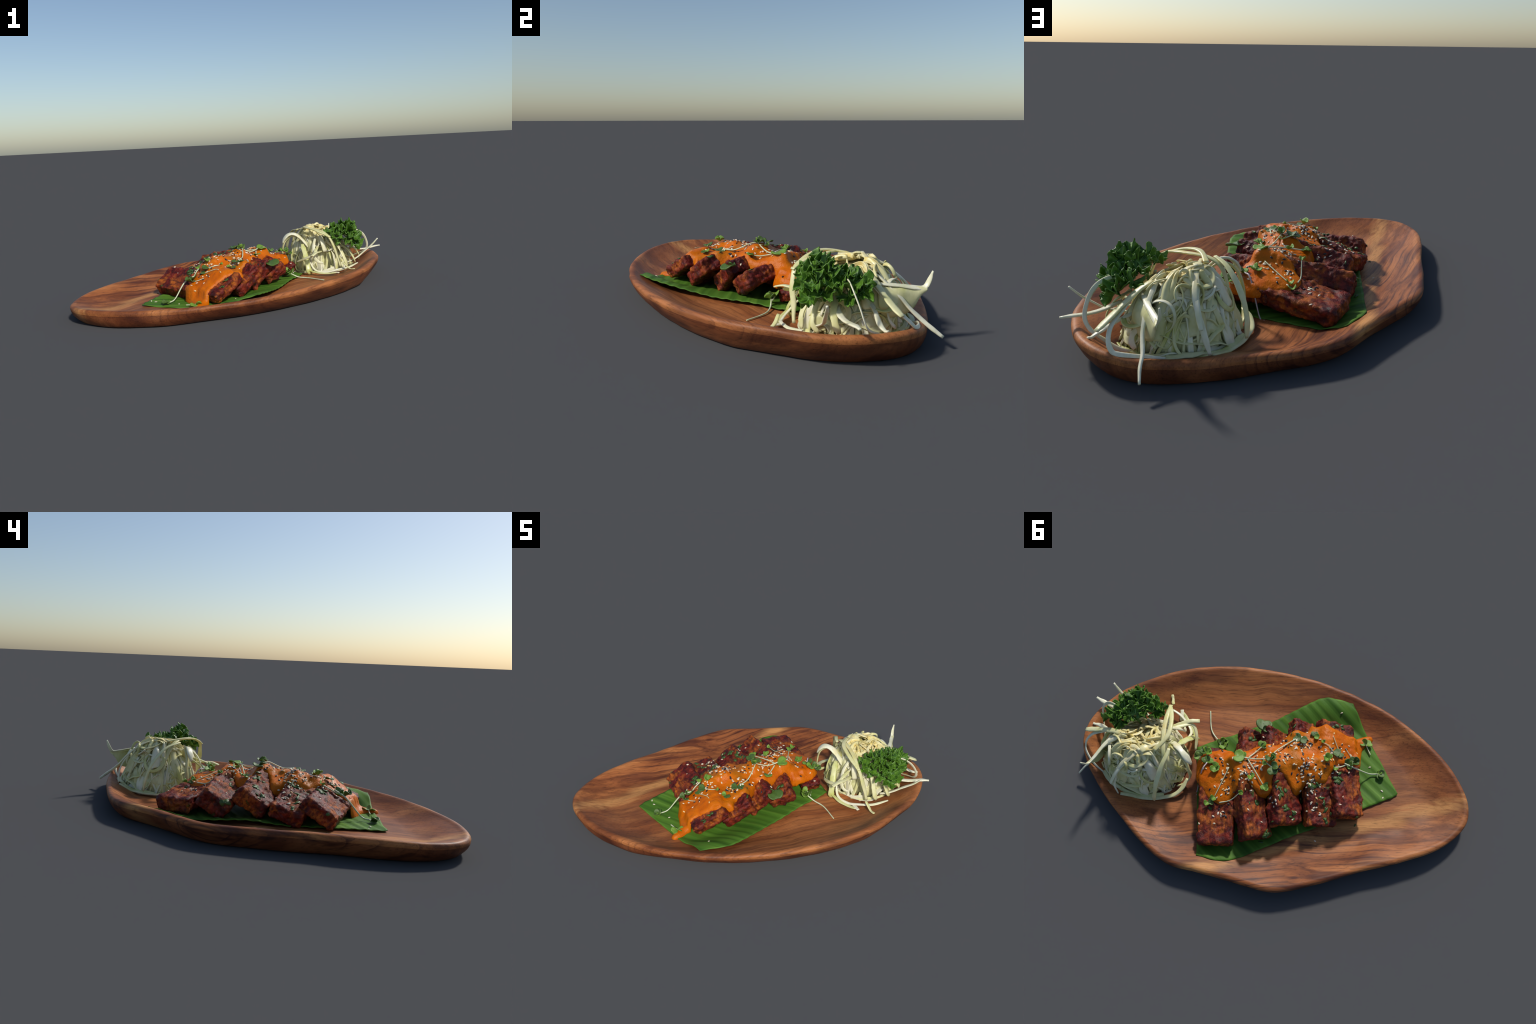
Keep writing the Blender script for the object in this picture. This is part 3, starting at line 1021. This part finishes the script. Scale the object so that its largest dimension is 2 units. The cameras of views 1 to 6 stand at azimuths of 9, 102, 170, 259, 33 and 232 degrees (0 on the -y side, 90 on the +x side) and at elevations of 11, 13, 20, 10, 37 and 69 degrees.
cs([(.55, .35, .20), (.53, .28, .205), (.51, .22, .21), (.483, .172, .195)], .026, .012, CAB, t1=.9)
cs([(.52, .37, .24), (.51, .29, .22), (.485, .22, .19), (.42, .24, .16), (.36, .29, .13)], .022, .012, CAB)
cs([(.40, .37, .25), (.42, .31, .20), (.44, .26, .13), (.455, .228, .07), (.47, .25, .045)], .040, .012, CAB_G)
cs([(.455, .235, .07), (.53, .215, .055), (.60, .21, .05), (.657, .203, .06)], .022, .012, CAB_G, t1=.4)
cs([(.45, .30, .14), (.50, .24, .075), (.58, .225, .06), (.66, .235, .075), (.74, .28, .08), (.82, .36, .10)], .016, .010, CAB_W)
cs([(.711, .235, .13), (.74, .225, .10), (.765, .21, .085), (.795, .197, .089)], .018, .010, CAB, t1=.8)
cs([(.62, .245, .055), (.655, .215, .06), (.68, .20, .062)], .024, .012, CAB_W, t1=.8)
cs([(.50, .36, .30), (.49, .31, .24), (.50, .28, .16), (.53, .26, .13), (.56, .27, .12)], .022, .012, CAB_W)
cs([(.54, .37, .31), (.56, .33, .26), (.575, .32, .20)], .034, .010, CAB_W, t1=.9)
cs([(.63, .42, .28), (.68, .37, .22), (.72, .34, .14), (.74, .345, .08)], .028, .012, CAB)
cs([(.68, .44, .25), (.75, .41, .20), (.79, .40, .13), (.80, .43, .09)], .026, .012, CAB)
cs([(.72, .50, .24), (.79, .49, .20), (.83, .50, .14), (.83, .52, .10)], .030, .012, CAB)
cs([(.66, .62, .22), (.75, .66, .19), (.84, .69, .15), (.88, .72, .135)], .022, .014, CAB_W)
cs([(.36, .44, .36), (.31, .52, .335), (.27, .60, .26), (.245, .65, .16), (.25, .67, .07)], .026, .012, CAB)

# the rest of the heap: strands that wander over it, swirling down to the dish
def wander(seed):
    r = random.Random(seed * 131 + 5)
    a = r.uniform(0, 2 * math.pi)
    s = math.sqrt(r.uniform(0.0, 1.0))
    R = heap_radius(a)
    x, y = HC[0] + R * s * math.cos(a), HC[1] + R * s * math.sin(a)
    q = r.random()
    head = r.uniform(0, 2 * math.pi) if q < .35 else a + r.choice((-1, 1)) * r.uniform(.8, 2.0) if q < .85 else a + r.gauss(0, .5)
    turn = r.gauss(0, 2.4)
    L, step = r.uniform(.22, .48), .028
    lift = r.uniform(-0.022, 0.020)
    wig = r.uniform(.010, .034)
    pts, gone = [], 0.0
    while gone < L:
        z = surf(x, y, lift + wig * noise.noise((x * 10, y * 10, seed)))
        if pts and abs(pts[-1][2] - z) > 0.05:
            z = pts[-1][2] + math.copysign(0.05, z - pts[-1][2])
        pts.append((x, y, z))
        dz = abs(pts[-1][2] - pts[-2][2]) if len(pts) > 1 else 0
        h = step * max(0.35, 1 - dz / 0.07)
        x, y = x + h * math.cos(head), y + h * math.sin(head)
        d = np.array((x, y)) - HC
        rr = np.linalg.norm(d) / heap_radius(math.atan2(d[1], d[0]))
        if rr > 1.03:      # curl round the foot of the heap
            head = math.atan2(d[1], d[0]) + (math.pi / 2 if turn > 0 else -math.pi / 2) * 1.1
        if y > 0.83 or x > .84:
            break
        head += turn * step * 3 + .35 * noise.noise((gone * 14, seed * 3.3, 0))
        gone += step
    return pts if len(pts) >= 4 else None

def loop_strand(seed):
    """A curl that springs out of the heap and tucks back in."""
    r = random.Random(seed * 77 + 3)
    a, s = r.uniform(0, 2 * math.pi), r.uniform(.35, .95)
    R = heap_radius(a)
    x, y = HC[0] + R * s * math.cos(a), HC[1] + R * s * math.sin(a)
    c = Vector((x, y, surf(x, y) - .004))
    e = 0.01
    n = Vector((heap_z(x - e, y) - heap_z(x + e, y), heap_z(x, y - e) - heap_z(x, y + e), 2 * e)).normalized()
    t1 = n.orthogonal().normalized()
    t1 = Matrix.Rotation(r.uniform(0, 6.28), 3, n) @ t1
    t2 = n.cross(t1)
    rad, asp = r.uniform(.045, .085), r.uniform(.5, 1.1)
    a0, sweep = r.uniform(0, 6.28), r.uniform(2.4, 5.2)
    tilt = r.uniform(-.45, .45)
    pts = []
    for k in range(9):
        w = a0 + sweep * k / 8
        p = c + t1 * rad * math.cos(w) + t2 * rad * asp * math.sin(w) + n * (rad * tilt * math.sin(w + 1) + .012)
        floor = drop(PLATE, p.x, p.y)[0] + .008
        p.z = max(p.z, floor)
        pts.append(tuple(p))
    return pts

made = 0
for s in range(1, 500):
    if made >= 150:
        break
    p = wander(s) if s % 5 else loop_strand(s)
    if p is None:
        continue
    made += 1
    r = random.Random(s)
    mat = r.choice((CAB, CAB, CAB, CAB_W, CAB_W, CAB_G))
    sheet = r.random() < 0.14 and s % 5
    cs(p, r.uniform(.035, .06) if sheet else r.uniform(.010, .026), r.uniform(.005, .008) if sheet else r.uniform(.007, .012), mat, twist=r.gauss(0, .7), curl=r.uniform(-.3, .6), t0=r.uniform(.25, .9), t1=r.uniform(.25, .9), wob=.006)

# ------------------------------------------------------------------ parsley sprig
parsley = bpy.data.objects.new("parsley_sprig", None)
SC.objects.link(parsley)
parsley.location = (.654, .491, .29)
top(parsley, "curly dark green parsley sprig stuck in the salad", "herb garnish")
bpy.context.view_layer.update()

def tube(name, pts, r0, r1, mat, seed=1, n=None, sides=8, parent=None):
    path = spline(pts, n or max(8, len(pts) * 6))
    def sec(t):
        r = r0 + (r1 - r0) * t
        r *= 1 + .15 * noise.noise((t * 6, seed, 0))
        return [(r * math.cos(2 * math.pi * k / sides), r * math.sin(2 * math.pi * k / sides)) for k in range(sides)]
    v, f = frame_sweep(path, sec)
    ob = add(name, mesh_from(name, v, f, mat))
    if parent:
        parent_keep(ob, parent)
    return ob

def leaflet(base, tip_dir, normal, R, seed):
    """Frilled fan: the frill deepens toward the toothed, curled margin."""
    r = random.Random(seed)
    NR, NA = 16, 150
    span = math.radians(150)
    verts, faces = [], []
    T = Vector(tip_dir).normalized()
    N = Vector(normal)
    N = (N - T * N.dot(T)).normalized()
    S = T.cross(N)
    k1, k2, k3 = r.randint(5, 6), r.randint(10, 12), r.randint(24, 30)
    ph = [r.uniform(0, 6.3) for _ in range(4)]
    for i in range(NR + 1):
        s = i / NR
        for k in range(NA + 1):
            a = -span + 2 * span * k / NA
            lob = 0.9 + 0.1 * math.cos(a * 4.4 + ph[3]) + .035 * math.sin(a * k3 + ph[2]) * s
            lob *= 0.8 + 0.2 * math.cos(a * .5)
            rad = R * s * lob
            fr = s ** 1.6
            z = R * fr * (.26 * math.sin(k1 * a + ph[0]) + .17 * math.sin(k2 * a + ph[1] + s * 2) + .05 * math.sin(k3 * a + ph[2] + 3 * s))
            z += R * (.30 * s * s - .10 * s)                 # cupped
            sw = .07 * R * fr * math.sin(k2 * a + ph[2])
            x = rad * math.cos(a) + R * .25 + sw * math.cos(a * 3)
            y = rad * math.sin(a) + sw
            p = Vector(base) + T * x + S * y + N * z
            p += R * .05 * noise.noise_vector(p * 45) * s
            verts.append(p)
    w = NA + 1
    for i in range(NR):
        for k in range(NA):
            faces.append((i * w + k, (i + 1) * w + k, (i + 1) * w + k + 1, i * w + k + 1))
    ob = add("parsley_leaflet", mesh_from("parsley_leaflet", verts, faces, PARS))
    sm = ob.modifiers.new("thickness", "SOLIDIFY")
    sm.thickness = .003
    sm.offset = 0
    parent_keep(ob, parsley)
    return ob

STEM0 = Vector((.645, .485, .26))
FORK = Vector((.672, .485, .335))
tube("parsley_stem", [STEM0, (.652, .488, .31), FORK], .007, .006, PSTEM, parent=parsley)
LEAFLETS = [  # centre, radius, facing
    ((.770, .585, .318), .076, (.8, .5, .5)), ((.785, .615, .285), .066, (1, .5, .1)), ((.740, .545, .345), .062, (.3, .4, 1)),
    ((.735, .425, .395), .074, (.4, -.1, .8)), ((.695, .465, .372), .064, (.1, .3, 1)), ((.765, .465, .370), .066, (1, 0, .6)),
    ((.625, .365, .335), .070, (-.1, -.4, .9)), ((.640, .345, .315), .070, (.3, -1, .2)), ((.660, .405, .372), .066, (.1, -.3, 1)),
    ((.800, .435, .270), .078, (1, -.3, .1)), ((.795, .505, .310), .074, (1, .1, .4)), ((.735, .390, .330), .068, (.6, -.8, .4)),
    ((.725, .350, .285), .062, (.6, -.8, .1)), ((.790, .560, .260), .062, (1, .4, -.1)), ((.710, .590, .320), .062, (-.1, .6, .8)),
    ((.760, .520, .330), .070, (.8, .2, .7)), ((.700, .400, .350), .066, (.5, -.5, .8)), ((.690, .520, .350), .054, (-.2, .2, 1)), ((.800, .395, .300), .068, (.8, -.6, .2)), ((.765, .395, .365), .064, (.7, -.4, .6)), ((.800, .380, .240), .060, (.8, -.6, -.1))]
for k, (c, R, nrm) in enumerate(LEAFLETS):
    c = Vector(c) - Vector((0, 0, .008))
    T = (c - FORK).normalized()
    base = c - T * R * .45
    leaflet(base, T, nrm, R, k + 3)
    mid = (FORK + base) / 2 + Vector((0, 0, .008))
    tube("parsley_stalk", [FORK, mid, base + T * R * .5], .0045, .003, PSTEM, k, n=9, parent=parsley)

# ------------------------------------------------------------------ microgreens
def cotyledon(size, seed, fold=.25):
    """Heart-shaped seed leaf, stalk at the origin, pointing along +y."""
    r = random.Random(seed)
    NA, NR = 22, 6
    top_, faces = [], []
    for i in range(NR + 1):
        s = i / NR
        for k in range(NA):
            a = 2 * math.pi * k / NA
            rad = (1 - .34 * math.exp(-(abs(a - math.pi / 2) / .42) ** 2))
            x = s * rad * math.cos(a) * .62
            y = s * rad * math.sin(a) * .52 + .5
            z = fold * (x * x) * 1.6 - .25 * (y - .4) ** 2 + .04 * noise.noise((x * 4, y * 4, seed))
            top_.append((x * size, y * size, z * size))
    for i in range(NR):
        for k in range(NA):
            j = (k + 1) % NA
            faces.append((i * NA + k, (i + 1) * NA + k, (i + 1) * NA + j, i * NA + j))
    return mesh_from("sprout_leaf", top_, faces)

COT = [cotyledon(1.0, s, f) for s, f in ((1, .25), (2, .6), (3, 1.0))]
COT_MATS = {}
def cot_mesh(i, mat):
    if (i, mat.name) not in COT_MATS:
        me = COT[i].copy()
        me.materials.append(mat)
        COT_MATS[(i, mat.name)] = me
    return COT_MATS[(i, mat.name)]

def put_leaf(parent, pos, direction, normal, size, mat, shape=0):
    T = Vector(direction).normalized()
    N = Vector(normal)
    N = (N - T * N.dot(T))
    if N.length < .05:
        N = Vector((0.3, 0.2, 1)) - T * T.dot(Vector((.3, .2, 1)))
    N.normalize()
    M = Matrix((T.cross(N), T, N)).transposed().to_4x4()
    M.translation = Vector(pos)
    ob = add("sprout_leaf", cot_mesh(shape, mat))
    sm = ob.modifiers.new("thickness", "SOLIDIFY")
    sm.thickness = .09
    sm.offset = 0
    ob.matrix_world = M @ Matrix.Scale(size, 4)
    ob.parent = parent
    ob.matrix_parent_inverse = parent.matrix_world.inverted()

def pt(u, v, lift):
    x, y = xy(u, v)
    return Vector((x, y, drop(FOOD, x, y)[0] + .003 + lift * .42))

def sprout(stem, leaves, r=.0042, mat=None, label="tiny radish sprout with pale stalk and green leaves"):
    """stem: (u, v, lift) points; leaves: (at, heading in uv degrees, pitch, size, dark, shape)"""
    P = [pt(*s) for s in stem]
    e = bpy.data.objects.new("sprout", None)
    SC.objects.link(e)
    e.location = P[0]
    bpy.context.view_layer.update()
    top(e, label, "microgreen")
    if len(P) > 1:
        ob = tube("sprout_stalk", P, r, r * .75, mat or STALK, len(P), n=len(P) * 7, sides=7)
        parent_keep(ob, e)
    for (at, head, pitch, size, dark, shape) in leaves:
        p = P[at]
        h = math.radians(head)
        pitch *= .5
        size *= .86 if size < .061 else 1.1
        d = U3 * math.cos(h) * math.cos(math.radians(pitch)) + V3 * math.sin(h) * math.cos(math.radians(pitch)) + Vector((0, 0, math.sin(math.radians(pitch))))
        put_leaf(e, p, d, Vector((rng.uniform(-.3, .3), rng.uniform(-.3, .3), 1)), size, SPROUT_D if dark else SPROUT, shape)

sprout([(.135, .015, .022), (.06, .012, .03), (-.045, .005, .012)], [(0, 10, 10, .062, 0, 0), (0, 60, -10, .045, 0, 0)])
sprout([(.118, .015, .02), (.07, -.06, .025), (.018, -.142, .022)], [(2, -110, 5, .042, 0, 1), (2, -150, -25, .055, 0, 0)])
sprout([(.108, .022, .012), (.065, .065, .018), (.035, .095, .03)], [(2, 100, 35, .048, 0, 0), (2, 150, 0, .036, 1, 1)])
sprout([(-.17, .15, .012), (-.11, .11, .028), (-.05, .05, .025), (-.024, .008, .012)], [(3, -60, 55, .045, 1, 2), (3, 170, 40, .042, 1, 1), (3, 200, 75, .038, 0, 2)])
sprout([(.0, -.02, .006), (-.03, -.05, .012)], [(1, -100, 0, .060, 1, 0), (1, 160, 30, .050, 1, 1), (0, -20, 30, .034, 0, 1)], mat=STALK)
sprout([(-.655, .15, .014), (-.64, .185, .018), (-.628, .215, .02)], [(2, 160, 0, .05, 0, 0), (2, 40, 10, .05, 0, 1)])
sprout([(-.47, .03, .018), (-.55, .01, .04), (-.64, .015, .05), (-.70, .02, .018)], [(3, 190, 20, .052, 1, 1), (3, 240, -5, .045, 1, 0), (3, 120, 15, .03, 0, 2)], r=.005)
sprout([(-.41, -.01, .012), (-.45, .005, .02), (-.49, .03, .016)], [(2, 200, 5, .045, 0, 1), (0, -80, 60, .032, 0, 2), (2, 130, 70, .05, 1, 2)])
sprout([(.36, .0, .03), (.39, -.05, .025), (.43, -.12, .01), (.435, -.15, -.01)], [(0, 60, 35, .05, 1, 1), (0, 130, 20, .05, 0, 0)], mat=STALK_P)
sprout([(.37, .06, .05)], [(0, 30, 45, .05, 1, 1), (0, 170, 35, .048, 0, 1), (0, 100, 10, .045, 0, 2)])
sprout([(.41, .05, .04), (.41, .04, .02)], [(0, 80, 30, .05, 1, 1), (0, 0, 20, .045, 0, 0)])
sprout([(.31, -.03, .02)], [(0, -60, 25, .045, 0, 1), (0, 120, 45, .04, 0, 2), (0, 200, 5, .036, 0, 0)])
sprout([(.29, .185, .055), (.33, .23, .03), (.37, .30, .012), (.385, .43, .008)], [(0, 190, 25, .05, 1, 1), (0, 130, 30, .05, 0, 2), (0, 240, 10, .045, 1, 0)], r=.005)
sprout([(.30, .17, .10), (.315, .20, .055)], [(0, 220, 20, .05, 0, 1), (0, 100, -10, .045, 1, 2)])
sprout([(.225, -.035, .01), (.265, -.12, .02), (.305, -.205, .012)], [(2, -50, 20, .036, 0, 2)], r=.0033)
sprout([(.275, -.24, .01), (.21, -.225, .022), (.155, -.20, .03)], [(2, 190, 30, .030, 0, 2), (2, 140, 60, .022, 0, 2)], r=.0033)
sprout([(.34, -.24, .03)], [(0, -40, 30, .035, 0, 2), (0, 160, -20, .04, 1, 1)])
sprout([(-.20, .155, .012)], [(0, 20, 5, .058, 1, 0), (0, 200, 10, .05, 1, 0)])
sprout([(-.285, .185, .014)], [(0, 90, 10, .042, 1, 0), (0, 200, 20, .038, 0, 1)])
sprout([(-.40, .085, .012), (-.37, .12, .01), (-.34, .135, .008)], [(0, 200, 10, .055, 1, 0), (2, 60, 25, .025, 0, 2)], r=.003)
sprout([(-.365, .03, .02)], [(0, 120, 55, .042, 0, 2), (0, -60, 60, .040, 0, 2)])
sprout([(-.53, .05, .02), (-.51, .09, .01), (-.48, .13, .008)], [(0, 190, 45, .05, 1, 2), (0, 100, 40, .045, 1, 1)], r=.003)
sprout([(-.44, .09, .008), (-.41, .16, .012), (-.40, .19, .01)], [(0, 250, 10, .04, 1, 0)], r=.0026)
sprout([(.03, .225, .03)], [(0, 95, -20, .075, 1, 0), (0, 160, -5, .04, 1, 1)], label="torn mint leaf pieces")
sprout([(.09, -.10, .03)], [(0, -80, 60, .036, 0, 2), (0, 160, 50, .03, 0, 1)])
